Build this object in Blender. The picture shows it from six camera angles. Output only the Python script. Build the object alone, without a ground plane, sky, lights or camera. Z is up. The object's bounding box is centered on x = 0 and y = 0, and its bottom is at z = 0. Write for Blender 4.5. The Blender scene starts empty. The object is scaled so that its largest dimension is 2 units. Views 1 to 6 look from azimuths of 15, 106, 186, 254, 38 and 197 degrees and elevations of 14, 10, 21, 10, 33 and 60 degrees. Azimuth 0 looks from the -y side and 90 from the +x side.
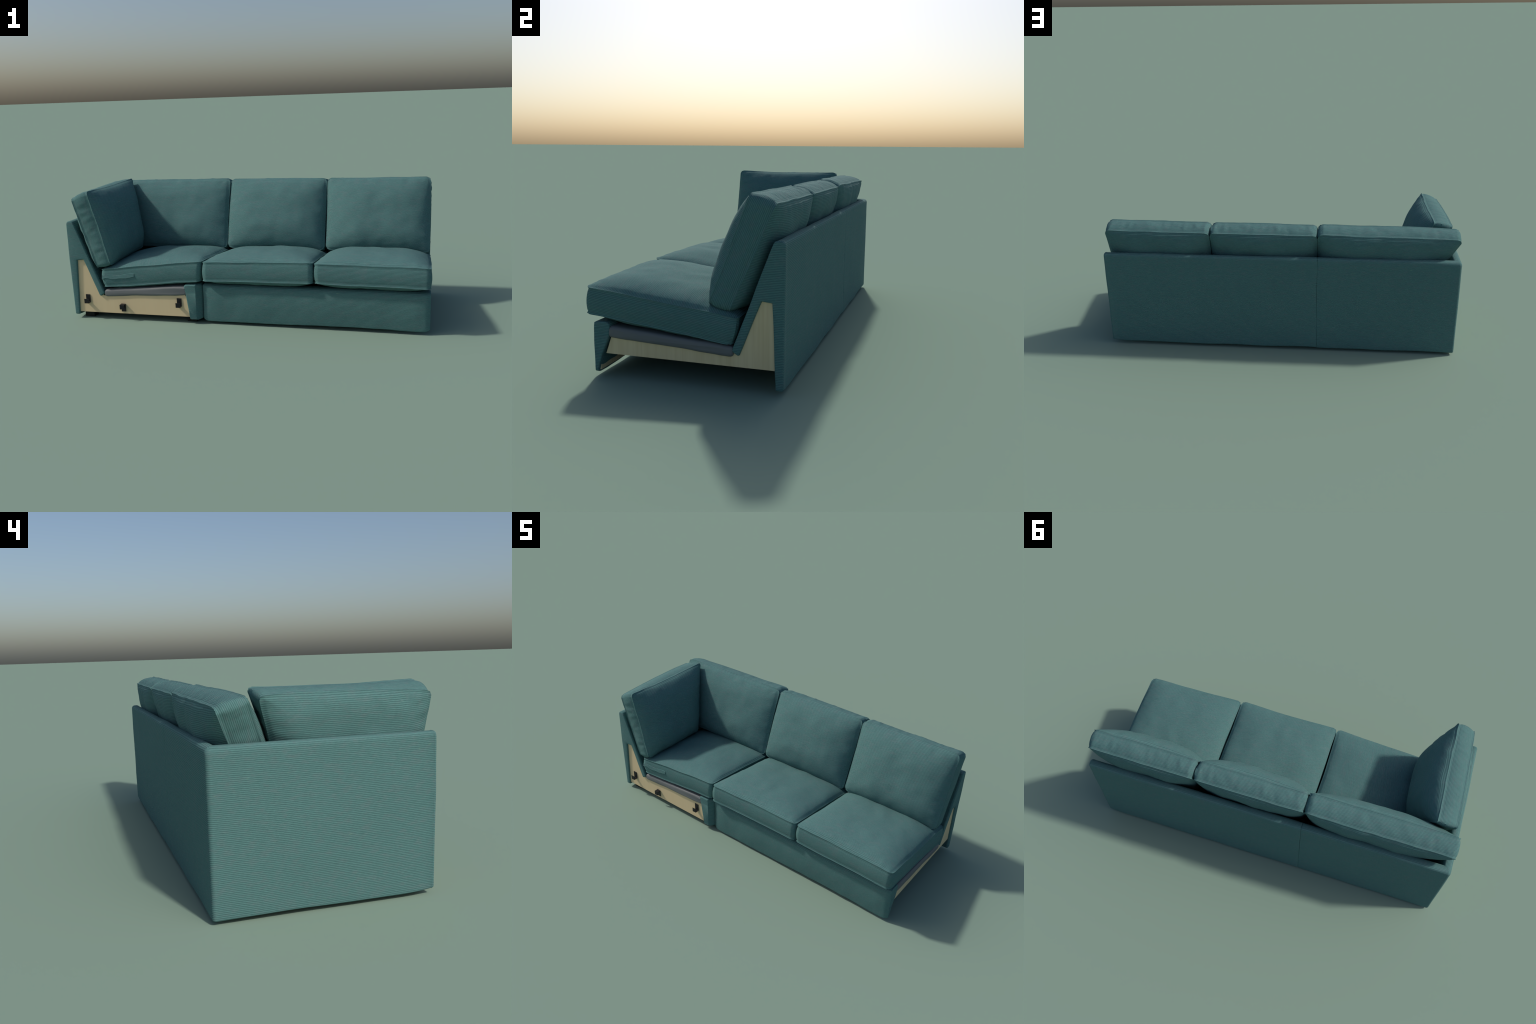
# Corner end of a sectional sofa: a two-seat module and a corner module, ribbed teal fabric,
# open wooden ends with coupling hooks, box cushions with seams.
import bpy, bmesh, math, random
from mathutils import Vector, Matrix, noise, geometry

random.seed(7)
PITCH = 0.0061            # distance between two ribs of the fabric

# ------------------------------------------------------------------ materials
def new_material(name, rough=0.9):
    m = bpy.data.materials.new(name)
    m.use_nodes = True
    nt = m.node_tree
    b = nt.nodes["Principled BSDF"]
    b.inputs["Roughness"].default_value = rough
    b.inputs["Specular IOR Level"].default_value = 0.2
    return m, nt, b

def node(nt, kind, **kw):
    n = nt.nodes.new(kind)
    for k, v in kw.items():
        setattr(n, k, v)
    return n

def math_node(nt, op, a, b=None, clamp=False):
    n = node(nt, "ShaderNodeMath", operation=op, use_clamp=clamp)
    for i, v in enumerate((a, b)):
        if v is None:
            continue
        if isinstance(v, (int, float)):
            n.inputs[i].default_value = v
        else:
            nt.links.new(v, n.inputs[i])
    return n.outputs[0]

def mix_color(nt, fac, a, b, blend="MIX"):
    n = node(nt, "ShaderNodeMix", data_type="RGBA", blend_type=blend)
    for sock, v in ((n.inputs["Factor"], fac), (n.inputs["A"], a), (n.inputs["B"], b)):
        if isinstance(v, tuple):
            sock.default_value = v + (1.0,)
        elif isinstance(v, (int, float)):
            sock.default_value = v
        else:
            nt.links.new(v, sock)
    return n.outputs["Result"]

def noise_node(nt, vec, scale, detail=2.0, stretch=(1, 1, 1), rough=0.5):
    mp = node(nt, "ShaderNodeMapping")
    mp.inputs["Scale"].default_value = stretch
    nt.links.new(vec, mp.inputs["Vector"])
    n = node(nt, "ShaderNodeTexNoise")
    n.inputs["Scale"].default_value = scale
    n.inputs["Detail"].default_value = detail
    n.inputs["Roughness"].default_value = rough
    nt.links.new(mp.outputs[0], n.inputs["Vector"])
    return n.outputs["Fac"]

def ramp(nt, fac, lo, hi):
    n = node(nt, "ShaderNodeMapRange", clamp=True)
    n.inputs["From Min"].default_value = lo
    n.inputs["From Max"].default_value = hi
    nt.links.new(fac, n.inputs["Value"])
    return n.outputs[0]

RIDGE = (0.098, 0.208, 0.200)
VALLEY = (0.052, 0.118, 0.117)
MAUVE = (0.140, 0.170, 0.180)
OLIVE = (0.150, 0.270, 0.190)

def ribbed_fabric(name, axis):
    """Fine ribs that repeat along one Object axis, mottled with mauve and a few olive flecks."""
    m, nt, b = new_material(name, 0.95)
    obj = node(nt, "ShaderNodeTexCoord").outputs["Object"]
    sep = node(nt, "ShaderNodeSeparateXYZ")
    nt.links.new(obj, sep.inputs[0])
    along = {"X": (0.12, 1, 1), "Y": (1, 0.12, 1), "Z": (1, 1, 0.12)}
    squeeze = [0.14, 0.14, 0.14]
    squeeze["XYZ".index(axis)] = 1.0
    squeeze = tuple(squeeze)
    warp = noise_node(nt, obj, 9.0, 2.0)
    warp2 = noise_node(nt, obj, 130.0, 1.0)
    pos = math_node(nt, "ADD", sep.outputs[axis],
                    math_node(nt, "ADD", math_node(nt, "MULTIPLY", warp, 0.0035),
                              math_node(nt, "MULTIPLY", warp2, 0.0009)))
    wave = math_node(nt, "SINE", math_node(nt, "MULTIPLY", pos, 2 * math.pi / PITCH))
    h = math_node(nt, "ADD", math_node(nt, "MULTIPLY", wave, 0.5), 0.5)
    rib = math_node(nt, "POWER", h, 0.6)
    grain = noise_node(nt, obj, 620.0, 2.0, squeeze)
    fleck = noise_node(nt, obj, 70.0, 3.0, tuple(0.3 + 0.7 * s for s in squeeze), 0.65)
    patch = noise_node(nt, obj, 6.5, 3.0)
    oliv = noise_node(nt, obj, 110.0, 1.0, tuple(0.25 + 0.75 * s for s in squeeze))
    col = mix_color(nt, rib, VALLEY, RIDGE)
    mauve = math_node(nt, "MULTIPLY", ramp(nt, fleck, 0.48, 0.68), math_node(nt, "ADD", 0.35, math_node(nt, "MULTIPLY", rib, 0.65)))
    col = mix_color(nt, math_node(nt, "MULTIPLY", mauve, 0.38), col, MAUVE)
    col = mix_color(nt, math_node(nt, "MULTIPLY", ramp(nt, oliv, 0.74, 0.82), 0.35), col, OLIVE)
    shade = math_node(nt, "ADD", 0.73, math_node(nt, "ADD", math_node(nt, "MULTIPLY", grain, 0.50),
                                                math_node(nt, "MULTIPLY", patch, 0.06)))
    comb = node(nt, "ShaderNodeCombineColor")
    for i in range(3):
        nt.links.new(shade, comb.inputs[i])
    col = mix_color(nt, 1.0, col, comb.outputs[0], "MULTIPLY")
    nt.links.new(col, b.inputs["Base Color"])
    height = math_node(nt, "ADD", rib, math_node(nt, "MULTIPLY", grain, 0.35))
    bump = node(nt, "ShaderNodeBump")
    bump.inputs["Strength"].default_value = 0.36
    bump.inputs["Distance"].default_value = 0.0012
    nt.links.new(height, bump.inputs["Height"])
    nt.links.new(bump.outputs[0], b.inputs["Normal"])
    b.inputs["Sheen Weight"].default_value = 0.0
    b.inputs["Sheen Roughness"].default_value = 0.5
    b.inputs["Sheen Tint"].default_value = (0.55, 0.80, 0.85, 1)
    return m

def plywood(name, base, dark, streak_axes, amount):
    m, nt, b = new_material(name, 0.6)
    obj = node(nt, "ShaderNodeTexCoord").outputs["Object"]
    st = noise_node(nt, obj, 60.0, 4.0, streak_axes, 0.65)
    wide = noise_node(nt, obj, 14.0, 2.0, streak_axes)
    f = math_node(nt, "MULTIPLY", ramp(nt, math_node(nt, "ADD", math_node(nt, "MULTIPLY", st, 0.6),
                                                     math_node(nt, "MULTIPLY", wide, 0.4)), 0.40, 0.66), amount)
    nt.links.new(mix_color(nt, f, base, dark), b.inputs["Base Color"])
    return m

def plain(name, color, rough, grain=0.0, scale=200.0):
    m, nt, b = new_material(name, rough)
    obj = node(nt, "ShaderNodeTexCoord").outputs["Object"]
    n = noise_node(nt, obj, scale, 2.0)
    nt.links.new(mix_color(nt, math_node(nt, "MULTIPLY", n, grain), color,
                           tuple(c * 0.6 for c in color)), b.inputs["Base Color"])
    return m

FAB_X = ribbed_fabric("ribbed_fabric_across_x", "X")
FAB_Y = ribbed_fabric("ribbed_fabric_across_y", "Y")
FAB_Z = ribbed_fabric("ribbed_fabric_across_z", "Z")
WOOD = plywood("pale_plywood", (0.67, 0.528, 0.322), (0.60, 0.46, 0.27), (1, 1, 0.05), 0.25)
WOOD_GRAIN = plywood("grained_plywood", (0.71, 0.58, 0.36), (0.54, 0.41, 0.22), (1, 1, 0.03), 0.55)
FOAM = plain("grey_foam_cover", (0.155, 0.162, 0.164), 0.5, 0.15)
BLACK = plain("black_metal", (0.016, 0.016, 0.017), 0.45, 0.2)
RUBBER = plain("black_foot_plastic", (0.012, 0.012, 0.012), 0.6)
LINING = plain("dark_lining", (0.03, 0.03, 0.032), 0.95)

# ------------------------------------------------------------------ helpers
ROOT = bpy.data.objects.new("sectional_sofa", None)
bpy.context.scene.collection.objects.link(ROOT)
ROOT["label"] = "teal ribbed corner sectional sofa with open wooden ends"
ROOT["category"] = "sofa"

def add_object(name, bm, mats, parent=None, matrix=None, smooth=True, sharp_angle=40):
    me = bpy.data.meshes.new(name)
    bmesh.ops.recalc_face_normals(bm, faces=bm.faces)
    for f in bm.faces:
        f.smooth = smooth
    lim = math.radians(sharp_angle)
    for e in bm.edges:
        if len(e.link_faces) == 2 and e.calc_face_angle(0) > lim:
            e.smooth = False
    bm.to_mesh(me)
    bm.free()
    for m in mats:
        me.materials.append(m)
    ob = bpy.data.objects.new(name, me)
    bpy.context.scene.collection.objects.link(ob)
    if matrix is not None:
        ob.matrix_world = matrix
    ob.parent = parent or ROOT
    return ob

def lump(p, scale, seed):
    return noise.noise(Vector((p.x * scale + seed, p.y * scale - seed * 1.7, p.z * scale + seed * 0.6)))

def round_profile(points, steps=5):
    """Closed 2D profile, each corner (u, z, radius) replaced by an arc."""
    out = []
    n = len(points)
    for i, (u, z, r) in enumerate(points):
        p = Vector((u, z))
        a = Vector(points[i - 1][:2]) - p
        b = Vector(points[(i + 1) % n][:2]) - p
        if r <= 0:
            out.append(p)
            continue
        ang = a.angle(b)
        t = min(r / math.tan(ang / 2), 0.48 * min(a.length, b.length))
        p0, p1 = p + a.normalized() * t, p + b.normalized() * t
        for k in range(steps + 1):
            s = k / steps
            out.append((1 - s) ** 2 * p0 + 2 * s * (1 - s) * p + s * s * p1)
    return out

def densify(points, maxlen):
    out = []
    for i, p in enumerate(points):
        q = points[(i + 1) % len(points)]
        n = max(1, math.ceil((q - p).length / maxlen))
        out += [p.lerp(q, k / n) for k in range(n)]
    return out

def profile_normals(points):
    ns = []
    area = sum(points[i - 1].x * points[i].y - points[i].x * points[i - 1].y for i in range(len(points)))
    sgn = 1 if area > 0 else -1
    for i, p in enumerate(points):
        d = (points[(i + 1) % len(points)] - points[i - 1]).normalized()
        ns.append(Vector((d.y, -d.x)) * sgn)
    return ns

def loft(rings, caps=True):
    bm = bmesh.new()
    vr = [[bm.verts.new(p) for p in r] for r in rings]
    n = len(rings[0])
    for a, b in zip(vr, vr[1:]):
        for i in range(n):
            bm.faces.new((a[i], a[(i + 1) % n], b[(i + 1) % n], b[i]))
    if caps:
        for ring in (vr[0], vr[-1]):
            for tri in geometry.tessellate_polygon([[v.co for v in ring]]):
                try:
                    bm.faces.new([ring[i] for i in tri])
                except ValueError:
                    pass
    bmesh.ops.remove_doubles(bm, verts=bm.verts, dist=1e-6)
    return bm

def span_rings(profile, place, s0, s1, r0, r1, step=0.03, welt=(False, False)):
    """Rings of a straight extrusion from s0 to s1 with rounded ends; place(u, z, s) -> 3D."""
    ns = profile_normals(profile)
    sgn = 1 if s1 > s0 else -1
    stations = [(s0 + sgn * r0 * (1 - math.cos(k / 4 * math.pi / 2)),
                 r0 * (1 - math.sin(k / 4 * math.pi / 2))) for k in range(5)]
    a, b = s0 + sgn * r0, s1 - sgn * r1
    if welt[0]:                         # stitched seam just behind the rounded end
        stations += [(a + sgn * 0.001, 0.0), (a + sgn * 0.003, -0.0010), (a + sgn * 0.005, 0.0)]
        a += sgn * 0.006
    if welt[1]:
        b -= sgn * 0.006
    n = max(1, int(abs(b - a) / step))
    stations += [(a + (b - a) * k / n, 0.0) for k in range(1, n)]
    if welt[1]:
        stations += [(b + sgn * 0.001, 0.0), (b + sgn * 0.003, -0.0010), (b + sgn * 0.005, 0.0)]
    stations += [(s1 - sgn * r1 * (1 - math.cos(k / 4 * math.pi / 2)),
                  r1 * (1 - math.sin(k / 4 * math.pi / 2))) for k in range(4, -1, -1)]
    return [[place(p.x - q.x * ins, p.y - q.y * ins, s) for p, q in zip(profile, ns)] for s, ins in stations]

def ripple(bm, amp, scale, seed, hem=0.0, hem_z=0.06):
    """Soft unevenness of stretched cloth; the hem at the bottom wanders a little more."""
    bm.normal_update()
    moves = []
    for v in bm.verts:
        d = v.normal * (amp * lump(v.co, scale, seed) + 0.4 * amp * lump(v.co, scale * 3.3, seed + 5))
        if hem and v.co.z < hem_z:
            w = (hem_z - v.co.z) / hem_z
            d = d + Vector((0, 0, hem * w * lump(v.co, 4.0, seed + 9)))
        moves.append(d)
    for v, d in zip(bm.verts, moves):
        v.co += d

def top_material(bm, index, zmin, nz=0.75):
    bm.normal_update()
    for f in bm.faces:
        if abs(f.normal.z) > nz and f.calc_center_median().z > zmin:
            f.material_index = index

def box(name, lo, hi, mat, bevel=0.0, parent=None):
    bm = bmesh.new()
    bmesh.ops.create_cube(bm, size=1.0)
    for v in bm.verts:
        v.co = Vector([(l + h) / 2 + c * (h - l) for l, h, c in zip(lo, hi, v.co)])
    if bevel:
        bmesh.ops.bevel(bm, geom=list(bm.edges), offset=bevel, segments=2, affect="EDGES", profile=0.5)
    return add_object(name, bm, [mat], parent)

def board(name, outline, place, s0, s1, mats, parent=None):
    """Flat sheet cut to an outline (u, z), between s0 and s1 along its thickness."""
    pts = [Vector(p) for p in outline]
    bm = loft([[place(p.x, p.y, s) for p in pts] for s in (s0, s1)])
    return add_object(name, bm, mats, parent, smooth=False)

# ------------------------------------------------------------------ backrests
# Wedge profile, u = depth measured inwards from the outer face, z = height.
X_OUT, Y_OUT, TOP = 0.996, 0.403, 0.566
WEDGE = [(0.004, 0.017, 0.008), (0.000, TOP, 0.020), (0.040, TOP, 0.022), (0.200, 0.154, 0.009),
         (0.172, 0.134, 0.009), (0.087, 0.347, 0.003), (0.047, 0.343, 0.003), (0.032, 0.017, 0.008)]
wedge = densify(round_profile(WEDGE), 0.03)

place_rear = lambda u, z, s: Vector((s, Y_OUT - u, z))
place_right = lambda u, z, s: Vector((s, u, z))

JOIN = -0.211
bm = loft(span_rings(wedge, place_rear, 0.994, JOIN + 0.0004, 0.006, 0.002, welt=(True, False)))
for v in bm.verts:                      # the hem lifts towards the free end
    if v.co.z < 0.06:
        v.co.z += -0.003 + 0.012 * max(0, (v.co.x - 0.80) / 0.2) ** 2
ripple(bm, 0.0022, 5.0, 3.0, hem=0.010)
top_material(bm, 1, 0.5)
add_object("backrest", bm, [FAB_Z, FAB_Y])

# corner module: the same wedge swept round the outer corner with a mitre
def corner_rings():
    rings = span_rings(wedge, place_rear, JOIN - 0.0004, -0.80, 0.002, 0.0)[:-4]
    rings = [r for r in rings]
    x0, y0, r = -X_OUT + 0.003, Y_OUT, 0.016
    for k in range(7):
        phi = k / 6 * math.pi / 2
        ring = []
        for p in wedge:
            d = p.x
            if d >= r:
                ring.append(Vector((x0 + d, y0 - d, p.y)))
            else:
                ring.append(Vector((x0 + r - (r - d) * math.sin(phi), y0 - r + (r - d) * math.cos(phi), p.y)))
        rings.append(ring)
    rings += span_rings(wedge, lambda u, z, s: Vector((x0 + u, s, z)), 0.20, -0.384, 0.0, 0.006, welt=(False, True))[5:]
    return rings
bm = loft(corner_rings())
for v in bm.verts:                      # the padded end swells outwards
    if v.co.x < -X_OUT + 0.03:
        v.co.x -= 0.008 * max(0, 1 - ((v.co.y - 0.0) / 0.40) ** 2) * max(0, math.sin(math.pi * v.co.z / 0.58))
    if v.co.z > 0.53:                   # the top rounds over at the outer corner
        near = Vector((v.co.x + X_OUT, v.co.y - Y_OUT)).length
        v.co.z -= 0.012 * max(0, 1 - near / 0.035) ** 1.5
for v in bm.verts:
    if v.co.z < 0.06:
        v.co.z += -0.005 + 0.010 * max(0, (-v.co.y - 0.25) / 0.14) ** 2
ripple(bm, 0.0020, 5.0, 11.0, hem=0.006)
top_material(bm, 1, 0.5)
for f in bm.faces:
    if f.material_index == 1 and f.calc_center_median().x < -0.9 and f.calc_center_median().y < 0.36:
        f.material_index = 2
add_object("corner_backrest", bm, [FAB_Z, FAB_Y, FAB_X])

# ------------------------------------------------------------------ base fronts
# profile: u = 0 at the outer face growing inwards
FRONT = [(0.003, 0.017, 0.005), (0.000, 0.222, 0.030), (0.080, 0.222, 0.020), (0.073, 0.165, 0.006),
         (0.042, 0.092, 0.0), (0.022, 0.017, 0.006)]
front = densify(round_profile(FRONT), 0.025)
YF = -0.366
bm = loft(span_rings(front, lambda u, z, s: Vector((s, YF + u, z)), 0.998, -0.212, 0.005, 0.005, step=0.01))
for v in bm.verts:                      # rounded vertical corner next to the corner module
    near = min(v.co.x + 0.212, 0.998 - v.co.x)
    if near < 0.03 and v.co.y < YF + 0.03:
        v.co.y += 0.012 * (1 - near / 0.03) ** 2 * max(0, 1 - (v.co.y - YF) / 0.013)
        if v.co.z < 0.05:
            v.co.z += 0.010 * (1 - near / 0.03) ** 2
bm.normal_update()
for v in bm.verts:                      # the padded front swells a little at mid height
    if v.co.y < YF + 0.02:
        v.co.y -= 0.006 * math.sin(math.pi * min(1, max(0, (v.co.z - 0.02) / 0.2))) * min(1, (1 - abs(v.co.x - 0.4) / 0.6) * 8 if abs(v.co.x - 0.4) < 0.6 else 0)
ripple(bm, 0.0030, 6.0, 21.0, hem=0.012)
top_material(bm, 1, 0.18)
add_object("front_panel", bm, [FAB_Z, FAB_Y])

XF = -0.2135
CORNER_FRONT = [(0.004, 0.024, 0.010), (0.000, 0.222, 0.030), (0.105, 0.222, 0.020), (0.092, 0.165, 0.008),
                (0.082, 0.092, 0.0), (0.072, 0.024, 0.010)]
corner_front = densify(round_profile(CORNER_FRONT), 0.012)
bm = loft(span_rings(corner_front, lambda u, z, s: Vector((XF - u, s, z)), -0.382, 0.20, 0.008, 0.004, step=0.01))
for v in bm.verts:                      # broad soft chamfer on the free corner
    lim = -0.248 + (v.co.y + 0.382) * 0.95
    over = v.co.x - lim
    if over > -0.008:
        v.co.x = lim - 0.008 * math.exp(-(over + 0.008) / 0.008) if over > -0.008 else v.co.x
ripple(bm, 0.0025, 6.0, 27.0, hem=0.006)
top_material(bm, 1, 0.18)
add_object("front_panel", bm, [FAB_Z, FAB_X])

# ------------------------------------------------------------------ wooden frame
px = lambda u, z, s: Vector((s, u, z))
py = lambda u, z, s: Vector((u, s, z))
RIGHT_BOARD = [(-0.313, 0.094), (-0.287, 0.167), (0.200, 0.138), (0.222, 0.160), (0.300, 0.365), (0.380, 0.365), (0.376, 0.094)]
board("side_board", RIGHT_BOARD, px, 0.960, 0.984, [WOOD_GRAIN])
board("side_board", RIGHT_BOARD, px, -0.165, -0.191, [WOOD_GRAIN])
CORNER_BOARD = [(-0.968, 0.036), (-0.968, 0.365), (-0.895, 0.365), (-0.820, 0.150), (-0.798, 0.138), (-0.315, 0.168),
                (-0.272, 0.100), (-0.270, 0.036)]
wood = board("end_board", CORNER_BOARD, py, -0.374, -0.350, [WOOD])
board("end_board", [(-0.84, 0.036), (-0.80, 0.138), (-0.315, 0.168), (-0.28, 0.036)], py, 0.17, 0.195, [WOOD])
box("inner_rail", (-0.16, -0.352, 0.026), (0.985, -0.336, 0.093), WOOD_GRAIN)
box("inner_rail", (-0.16, 0.366, 0.03), (0.950, 0.373, 0.34), WOOD_GRAIN)
box("inner_rail", (-0.292, -0.352, 0.030), (-0.280, 0.168, 0.150), WOOD)
box("inner_rail", (-0.953, -0.352, 0.030), (-0.94, 0.33, 0.34), WOOD)
box("base_lining", (-0.162, -0.318, 0.100), (0.951, 0.362, 0.128), LINING)
box("base_lining", (-0.938, -0.352, 0.040), (-0.294, 0.168, 0.120), LINING)

# feet
for x, y in ((-0.915, -0.322), (-0.286, -0.318), (-0.915, 0.30), (-0.31, 0.14)):
    box("foot", (x - 0.029, y - 0.029, 0.0), (x + 0.029, y + 0.029, 0.042), RUBBER, 0.003)
for x in (-0.10, 0.62):
    for y in (-0.27, 0.28):
        box("foot", (x - 0.029, y - 0.029, 0.0), (x + 0.029, y + 0.029, 0.102), RUBBER, 0.003)

# coupling hooks: bent strips, two open upwards and one turned over
def hook(x, z0, z1, flip):
    t, reach, lip, w = 0.0035, 0.026, 0.026, 0.026
    y = -0.3745
    prof = [(y, 0), (y, z1 - z0), (y - t, z1 - z0), (y - t, t), (y - reach + t, t), (y - reach + t, lip),
            (y - reach, lip), (y - reach, 0)]
    pts = [Vector((u, (z1 - v) if flip else (z0 + v))) for u, v in prof]
    bm = loft([[Vector((s, p.x, p.y)) for p in pts] for s in (x - w / 2, x + w / 2)])
    bmesh.ops.bevel(bm, geom=list(bm.edges), offset=0.0006, segments=1, affect="EDGES")
    add_object("hook", bm, [BLACK], wood, smooth=False)
hook(-0.901, 0.094, 0.141, False)
hook(-0.684, 0.049, 0.094, True)
hook(-0.346, 0.094, 0.141, False)

# ------------------------------------------------------------------ grey seat pads
def pad(name, prof, place, s0, s1, seed):
    pr = densify(round_profile(prof), 0.03)
    bm = loft(span_rings(pr, place, s0, s1, 0.014, 0.014))
    ripple(bm, 0.003, 7.0, seed)
    add_object(name, bm, [FOAM], sharp_angle=60)
pad("seat_pad", [(-0.302, 0.162, 0.018), (-0.296, 0.206, 0.018), (0.212, 0.172, 0.018), (0.212, 0.130, 0.018)],
    lambda u, z, s: Vector((s, u, z)), -0.190, 0.997, 31.0)
pad("seat_pad", [(-0.797, 0.132, 0.018), (-0.795, 0.174, 0.018), (-0.295, 0.214, 0.018), (-0.295, 0.160, 0.018)],
    lambda u, z, s: Vector((u, s, z)), -0.382, 0.195, 37.0)

# ------------------------------------------------------------------ cushions
def spread(n):
    return [0.5 * i / n + 0.5 * (0.5 - 0.5 * math.cos(math.pi * i / n)) for i in range(n + 1)]

def cushion(name, corners, dome_out, dome_in, seed, power=(3.0, 0.62), radius=0.026, band=0.006, bow=0.004,
            sag=0.0, wrinkle=0.0, pinch=0.003, lumps=0.004, step=None, belly=0.0):
    """Box cushion. corners[c][b][a] are world points: a along the width, b along the height,
    c through the thickness (1 = the side one sits on or leans against)."""
    C = [[[Vector(corners[c][b][a]) for a in (0, 1)] for b in (0, 1)] for c in (0, 1)]
    centre = sum((C[c][b][a] for a in (0, 1) for b in (0, 1) for c in (0, 1)), Vector()) / 8
    avg = lambda f: sum((f(i, j) for i in (0, 1) for j in (0, 1)), Vector())
    ax = avg(lambda i, j: C[i][j][1] - C[i][j][0]).normalized()
    up = avg(lambda i, j: C[i][1][j] - C[i][0][j])
    az = ax.cross(up).normalized()
    ay = az.cross(ax)
    M = Matrix((ax, ay, az)).transposed().to_4x4()
    M.translation = centre
    Mi = M.inverted()
    L = [[[Mi @ C[c][b][a] for a in (0, 1)] for b in (0, 1)] for c in (0, 1)]
    NA, NB, NC = 60, 60, 14
    ta, tb, tc = spread(NA), spread(NB), [i / NC for i in range(NC + 1)]
    p_, q_ = power
    width = (L[1][0][1] - L[1][0][0]).length
    height = (L[1][1][0] - L[1][0][0]).length

    def corner_round(a, b):
        ra, rb = radius / width, radius / height
        s = (abs(2 * a - 1) - (1 - 2 * ra)) / (2 * ra)
        t = (abs(2 * b - 1) - (1 - 2 * rb)) / (2 * rb)
        if s <= 0 or t <= 0:
            return a, b
        s2, t2 = s * math.sqrt(1 - t * t / 2), t * math.sqrt(1 - s * s / 2)
        sa, sb = (1 - 2 * ra) + 2 * ra * s2, (1 - 2 * rb) + 2 * rb * t2
        return 0.5 + 0.5 * math.copysign(sa, 2 * a - 1), 0.5 + 0.5 * math.copysign(sb, 2 * b - 1)

    def point(i, j, k):
        a0, b0, c = ta[i], tb[j], tc[k]
        a, b = corner_round(a0, b0)
        lo = [L[0][y][0].lerp(L[0][y][1], a) for y in (0, 1)]
        hi = [L[1][y][0].lerp(L[1][y][1], a) for y in (0, 1)]
        p = lo[0].lerp(lo[1], b).lerp(hi[0].lerp(hi[1], b), c)
        sa, sb, sc = 2 * a0 - 1, 2 * b0 - 1, 2 * c - 1
        edge_a, edge_b, face = i in (0, NA), j in (0, NB), k in (0, NC)
        pw = p_ if k else max(p_, 3.6)
        fa, fb = max(0, 1 - abs(sa) ** pw), max(0, 1 - abs(sb) ** pw)
        body = (fa * fb) ** q_ * (1 - (belly if k else 2 * belly) * sb)
        q = p.copy()
        # seams bow in between the corners, the upper seam sags
        q.x -= math.copysign(bow, sa) * abs(sa) ** 3 * (1 - sb * sb)
        q.y -= math.copysign(bow, sb) * abs(sb) ** 3 * (1 - sa * sa)
        q.y -= sag * sc * max(0, sb) ** 3 * (1 - sa * sa)
        if face:
            h = dome_out if k else dome_in
            edge = min((1 - abs(sa)) * width, (1 - abs(sb)) * height) / 2
            h = h * body
            h += lumps * (1.0 if k else 1.7) * body * (1.4 * lump(p, 7.0, seed) + 0.7 * lump(p, 15.0, seed + 3))
            run = p.x if (1 - abs(sb)) * height < (1 - abs(sa)) * width else p.y
            h += pinch * math.exp(-((edge - 0.022) / 0.022) ** 2) * noise.noise(Vector((run * 26, seed + 2 * sa, seed)))
            if i in (1, NA - 1) or j in (1, NB - 1):    # stitched groove beside the seam
                h -= 0.0016
            q.z += h if k else -h
        else:
            r = 1 - sc * sc
            run = p.x if edge_b else p.y
            puff = band * r + wrinkle * r * noise.noise(Vector((run * 34, seed * 3.1, sc * 0.6))) \
                + 0.4 * wrinkle * r * noise.noise(Vector((run * 75, seed * 1.3, sc * 1.2)))
            if k in (1, NC - 1):
                puff -= 0.0012
            if step:
                puff += step(edge_a, edge_b, sa, sb, sc)
            if edge_a:
                q.x += math.copysign(puff, sa)
            if edge_b:
                q.y += math.copysign(puff + (0.4 * band * r if sb > 0 else 0), sb)
        if face and (edge_a or edge_b):        # stitched seam stands proud
            w = 0.0036
            if edge_a:
                q.x += math.copysign(w, sa)
            if edge_b:
                q.y += math.copysign(w, sb)
            q.z += 0.0016 if k else -0.0016
        n = noise.noise_vector(p * 6.5 + Vector((seed, -seed, seed * 2)))
        q += n * 0.0035
        return q

    bm = bmesh.new()
    V = {}
    def vert(i, j, k):
        if (i, j, k) not in V:
            V[(i, j, k)] = bm.verts.new(point(i, j, k))
        return V[(i, j, k)]
    def quad(keys, mat):
        f = bm.faces.new([vert(*t) for t in keys])
        f.material_index = mat
    for i in range(NA):
        for j in range(NB):
            for k in (0, NC):
                quad(((i, j, k), (i + 1, j, k), (i + 1, j + 1, k), (i, j + 1, k)), 0)
    for k in range(NC):
        for i in range(NA):
            for j in (0, NB):
                quad(((i, j, k), (i + 1, j, k), (i + 1, j, k + 1), (i, j, k + 1)), 1)
        for j in range(NB):
            for i in (0, NA):
                quad(((i, j, k), (i, j + 1, k), (i, j + 1, k + 1), (i, j, k + 1)), 1)
    for e in bm.edges:                          # hard crease where face cloth meets band cloth
        if len({f.material_index for f in e.link_faces}) == 2:
            e.smooth = False
    return add_object(name, bm, [FAB_Y, FAB_Z], matrix=M, sharp_angle=70)

def quad_corners(bl, br, tl, tr):
    return [[bl, br], [tl, tr]]

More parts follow.
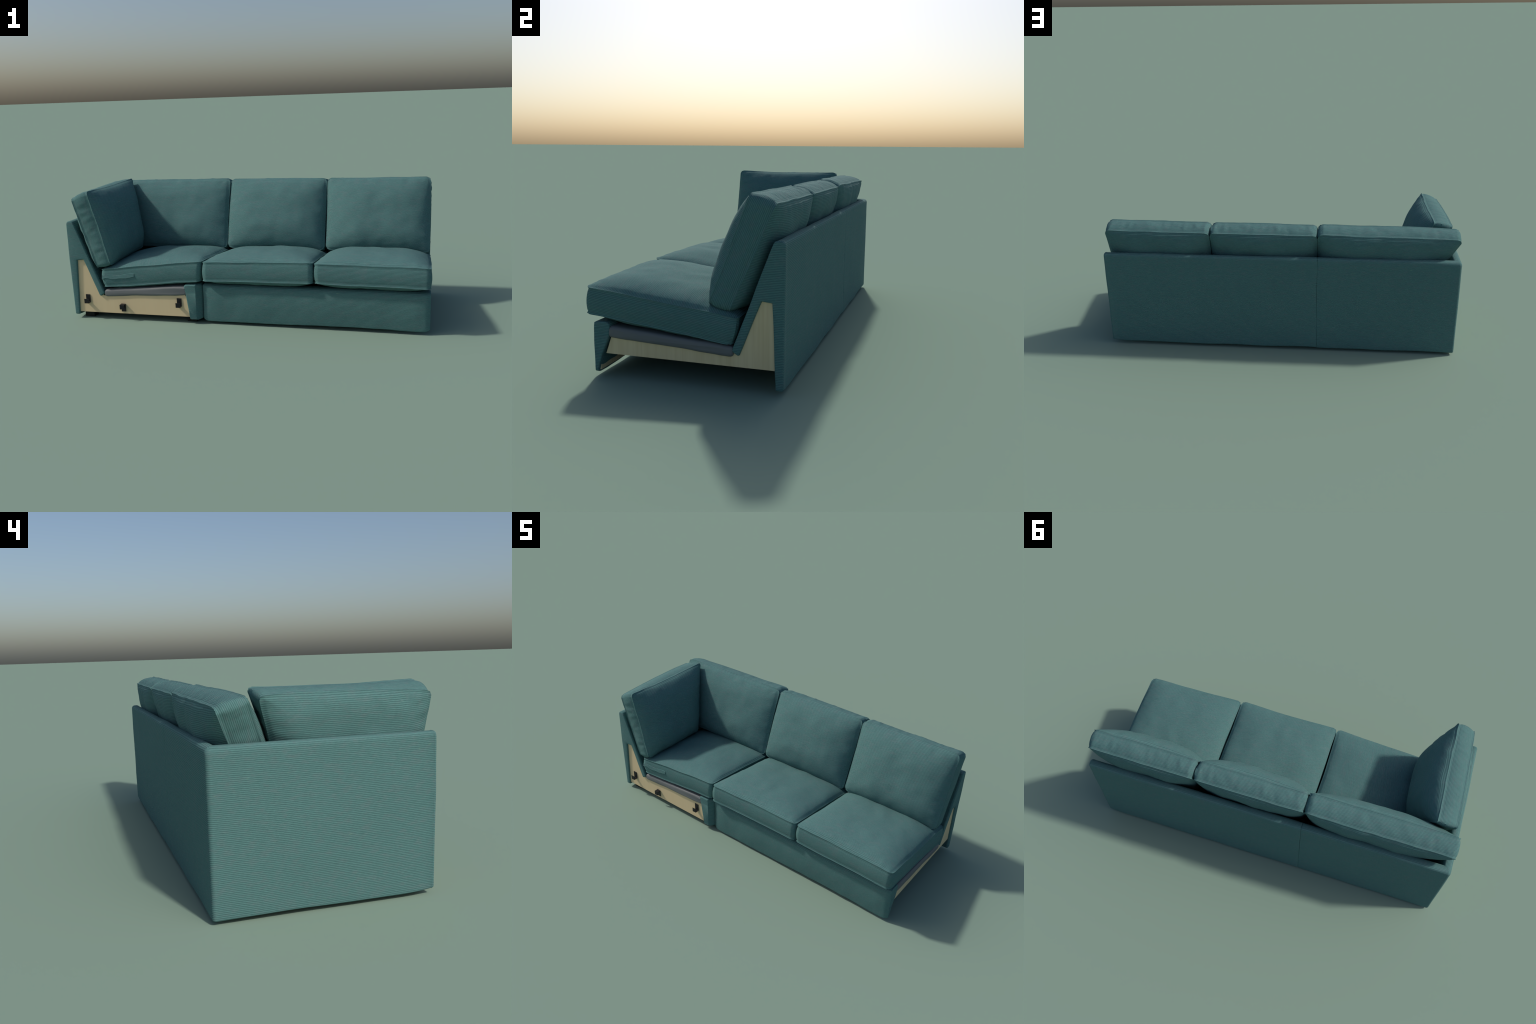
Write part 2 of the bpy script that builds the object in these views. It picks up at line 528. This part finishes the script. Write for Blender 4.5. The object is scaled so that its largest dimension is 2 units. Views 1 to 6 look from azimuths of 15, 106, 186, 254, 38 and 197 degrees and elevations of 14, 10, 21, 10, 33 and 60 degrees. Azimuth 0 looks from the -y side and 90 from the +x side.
# seats of the two-seat module (front edge low b, back edge high b)
def side_placket(ea, eb, sa, sb, sc):
    return 0.0022 if ea and sa > 0 and sb > 0.42 else 0.0
cushion("seat_cushion", [quad_corners((0.412, -0.392, 0.259), (0.996, -0.392, 0.252), (0.412, 0.206, 0.182), (0.994, 0.206, 0.179)),
                         quad_corners((0.409, -0.384, 0.361), (0.996, -0.384, 0.354), (0.409, 0.227, 0.280), (0.994, 0.227, 0.277))],
        0.058, 0.036, 1.3, power=(2.9, 0.58), step=side_placket)
cushion("seat_cushion", [quad_corners((-0.200, -0.392, 0.251), (0.402, -0.392, 0.259), (-0.196, 0.204, 0.181), (0.402, 0.204, 0.184)),
                         quad_corners((-0.200, -0.384, 0.352), (0.400, -0.384, 0.364), (-0.196, 0.225, 0.274), (0.400, 0.225, 0.278))],
        0.054, 0.036, 2.9, power=(2.9, 0.58))
# seat of the corner module, turned a quarter: its front edge faces +x
corner_seat = cushion("seat_cushion",
        [quad_corners((-0.218, -0.379, 0.246), (-0.218, 0.215, 0.190), (-0.794, -0.384, 0.192), (-0.794, 0.215, 0.165)),
         quad_corners((-0.208, -0.381, 0.356), (-0.208, 0.215, 0.290), (-0.804, -0.384, 0.292), (-0.804, 0.215, 0.265))],
        0.050, 0.030, 4.1, power=(2.9, 0.58))

# back cushions (lower edge low b, upper edge high b, leaning face c = 1)
def back(xl, xr, xlb, xrb, seed, zl=0.717, zr=0.720, yf=0.271, yb=0.365, bulge=0.074, drop=0.034, hollow=0.064):
    return cushion("back_cushion",
        [quad_corners((xlb + 0.003, 0.190, 0.296), (xrb - 0.003, 0.190, 0.296), (xl, yb, zl - drop), (xr, yb, zr - drop)),
         quad_corners((xlb, 0.115, 0.322), (xrb, 0.115, 0.320), (xl, yf, zl), (xr, yf, zr))],
        bulge, hollow, seed, band=0.008, bow=0.0, belly=0.14, wrinkle=0.0050, pinch=0.003, lumps=0.0045)
back(0.394, 0.984, 0.402, 0.986, 6.2, zl=0.720, zr=0.725)
back(-0.207, 0.386, -0.200, 0.388, 7.7, bulge=0.074, hollow=0.056)
back(-0.990, -0.215, -0.815, -0.210, 9.4, zl=0.707, zr=0.720, yf=0.264, yb=0.366, bulge=0.058, drop=0.030)
# cushion against the end: its face looks along +x
cushion("back_cushion",
        [quad_corners((-0.822, -0.380, 0.300), (-0.822, 0.090, 0.300), (-0.937, -0.391, 0.694), (-0.954, 0.216, 0.705)),
         quad_corners((-0.738, -0.388, 0.323), (-0.738, 0.060, 0.323), (-0.845, -0.385, 0.733), (-0.854, 0.224, 0.729))],
        0.073, 0.060, 12.6, radius=0.017, band=0.007, bow=0.001, belly=0.14, wrinkle=0.004, pinch=0.006, lumps=0.005, sag=0.008)

# zipper flap on the open front band of the corner seat
bm = bmesh.new()
rows = []
for i in range(25):
    t = i / 24
    x = -0.797 + 0.195 * t
    zc = 0.244 + 0.016 * t + 0.003 * math.sin(t * 9)
    y = -0.3865 + 0.003 * t
    sec = [(0.004, 0.016), (-0.001, 0.014), (-0.0026, 0.002), (-0.0040, -0.006 + 0.003 * math.sin(t * 14)), (0.002, -0.006), (0.004, 0.0)]
    rows.append([bm.verts.new((x, y + dy, zc + dz)) for dy, dz in sec])
for a, b in zip(rows, rows[1:]):
    for i in range(6):
        bm.faces.new((a[i], a[(i + 1) % 6], b[(i + 1) % 6], b[i]))
bm.faces.new(rows[0]); bm.faces.new(rows[-1][::-1])
flap = add_object("zipper_flap", bm, [FAB_Z])
mw = flap.matrix_world.copy()
flap.parent = corner_seat
flap.matrix_parent_inverse = corner_seat.matrix_world.inverted()
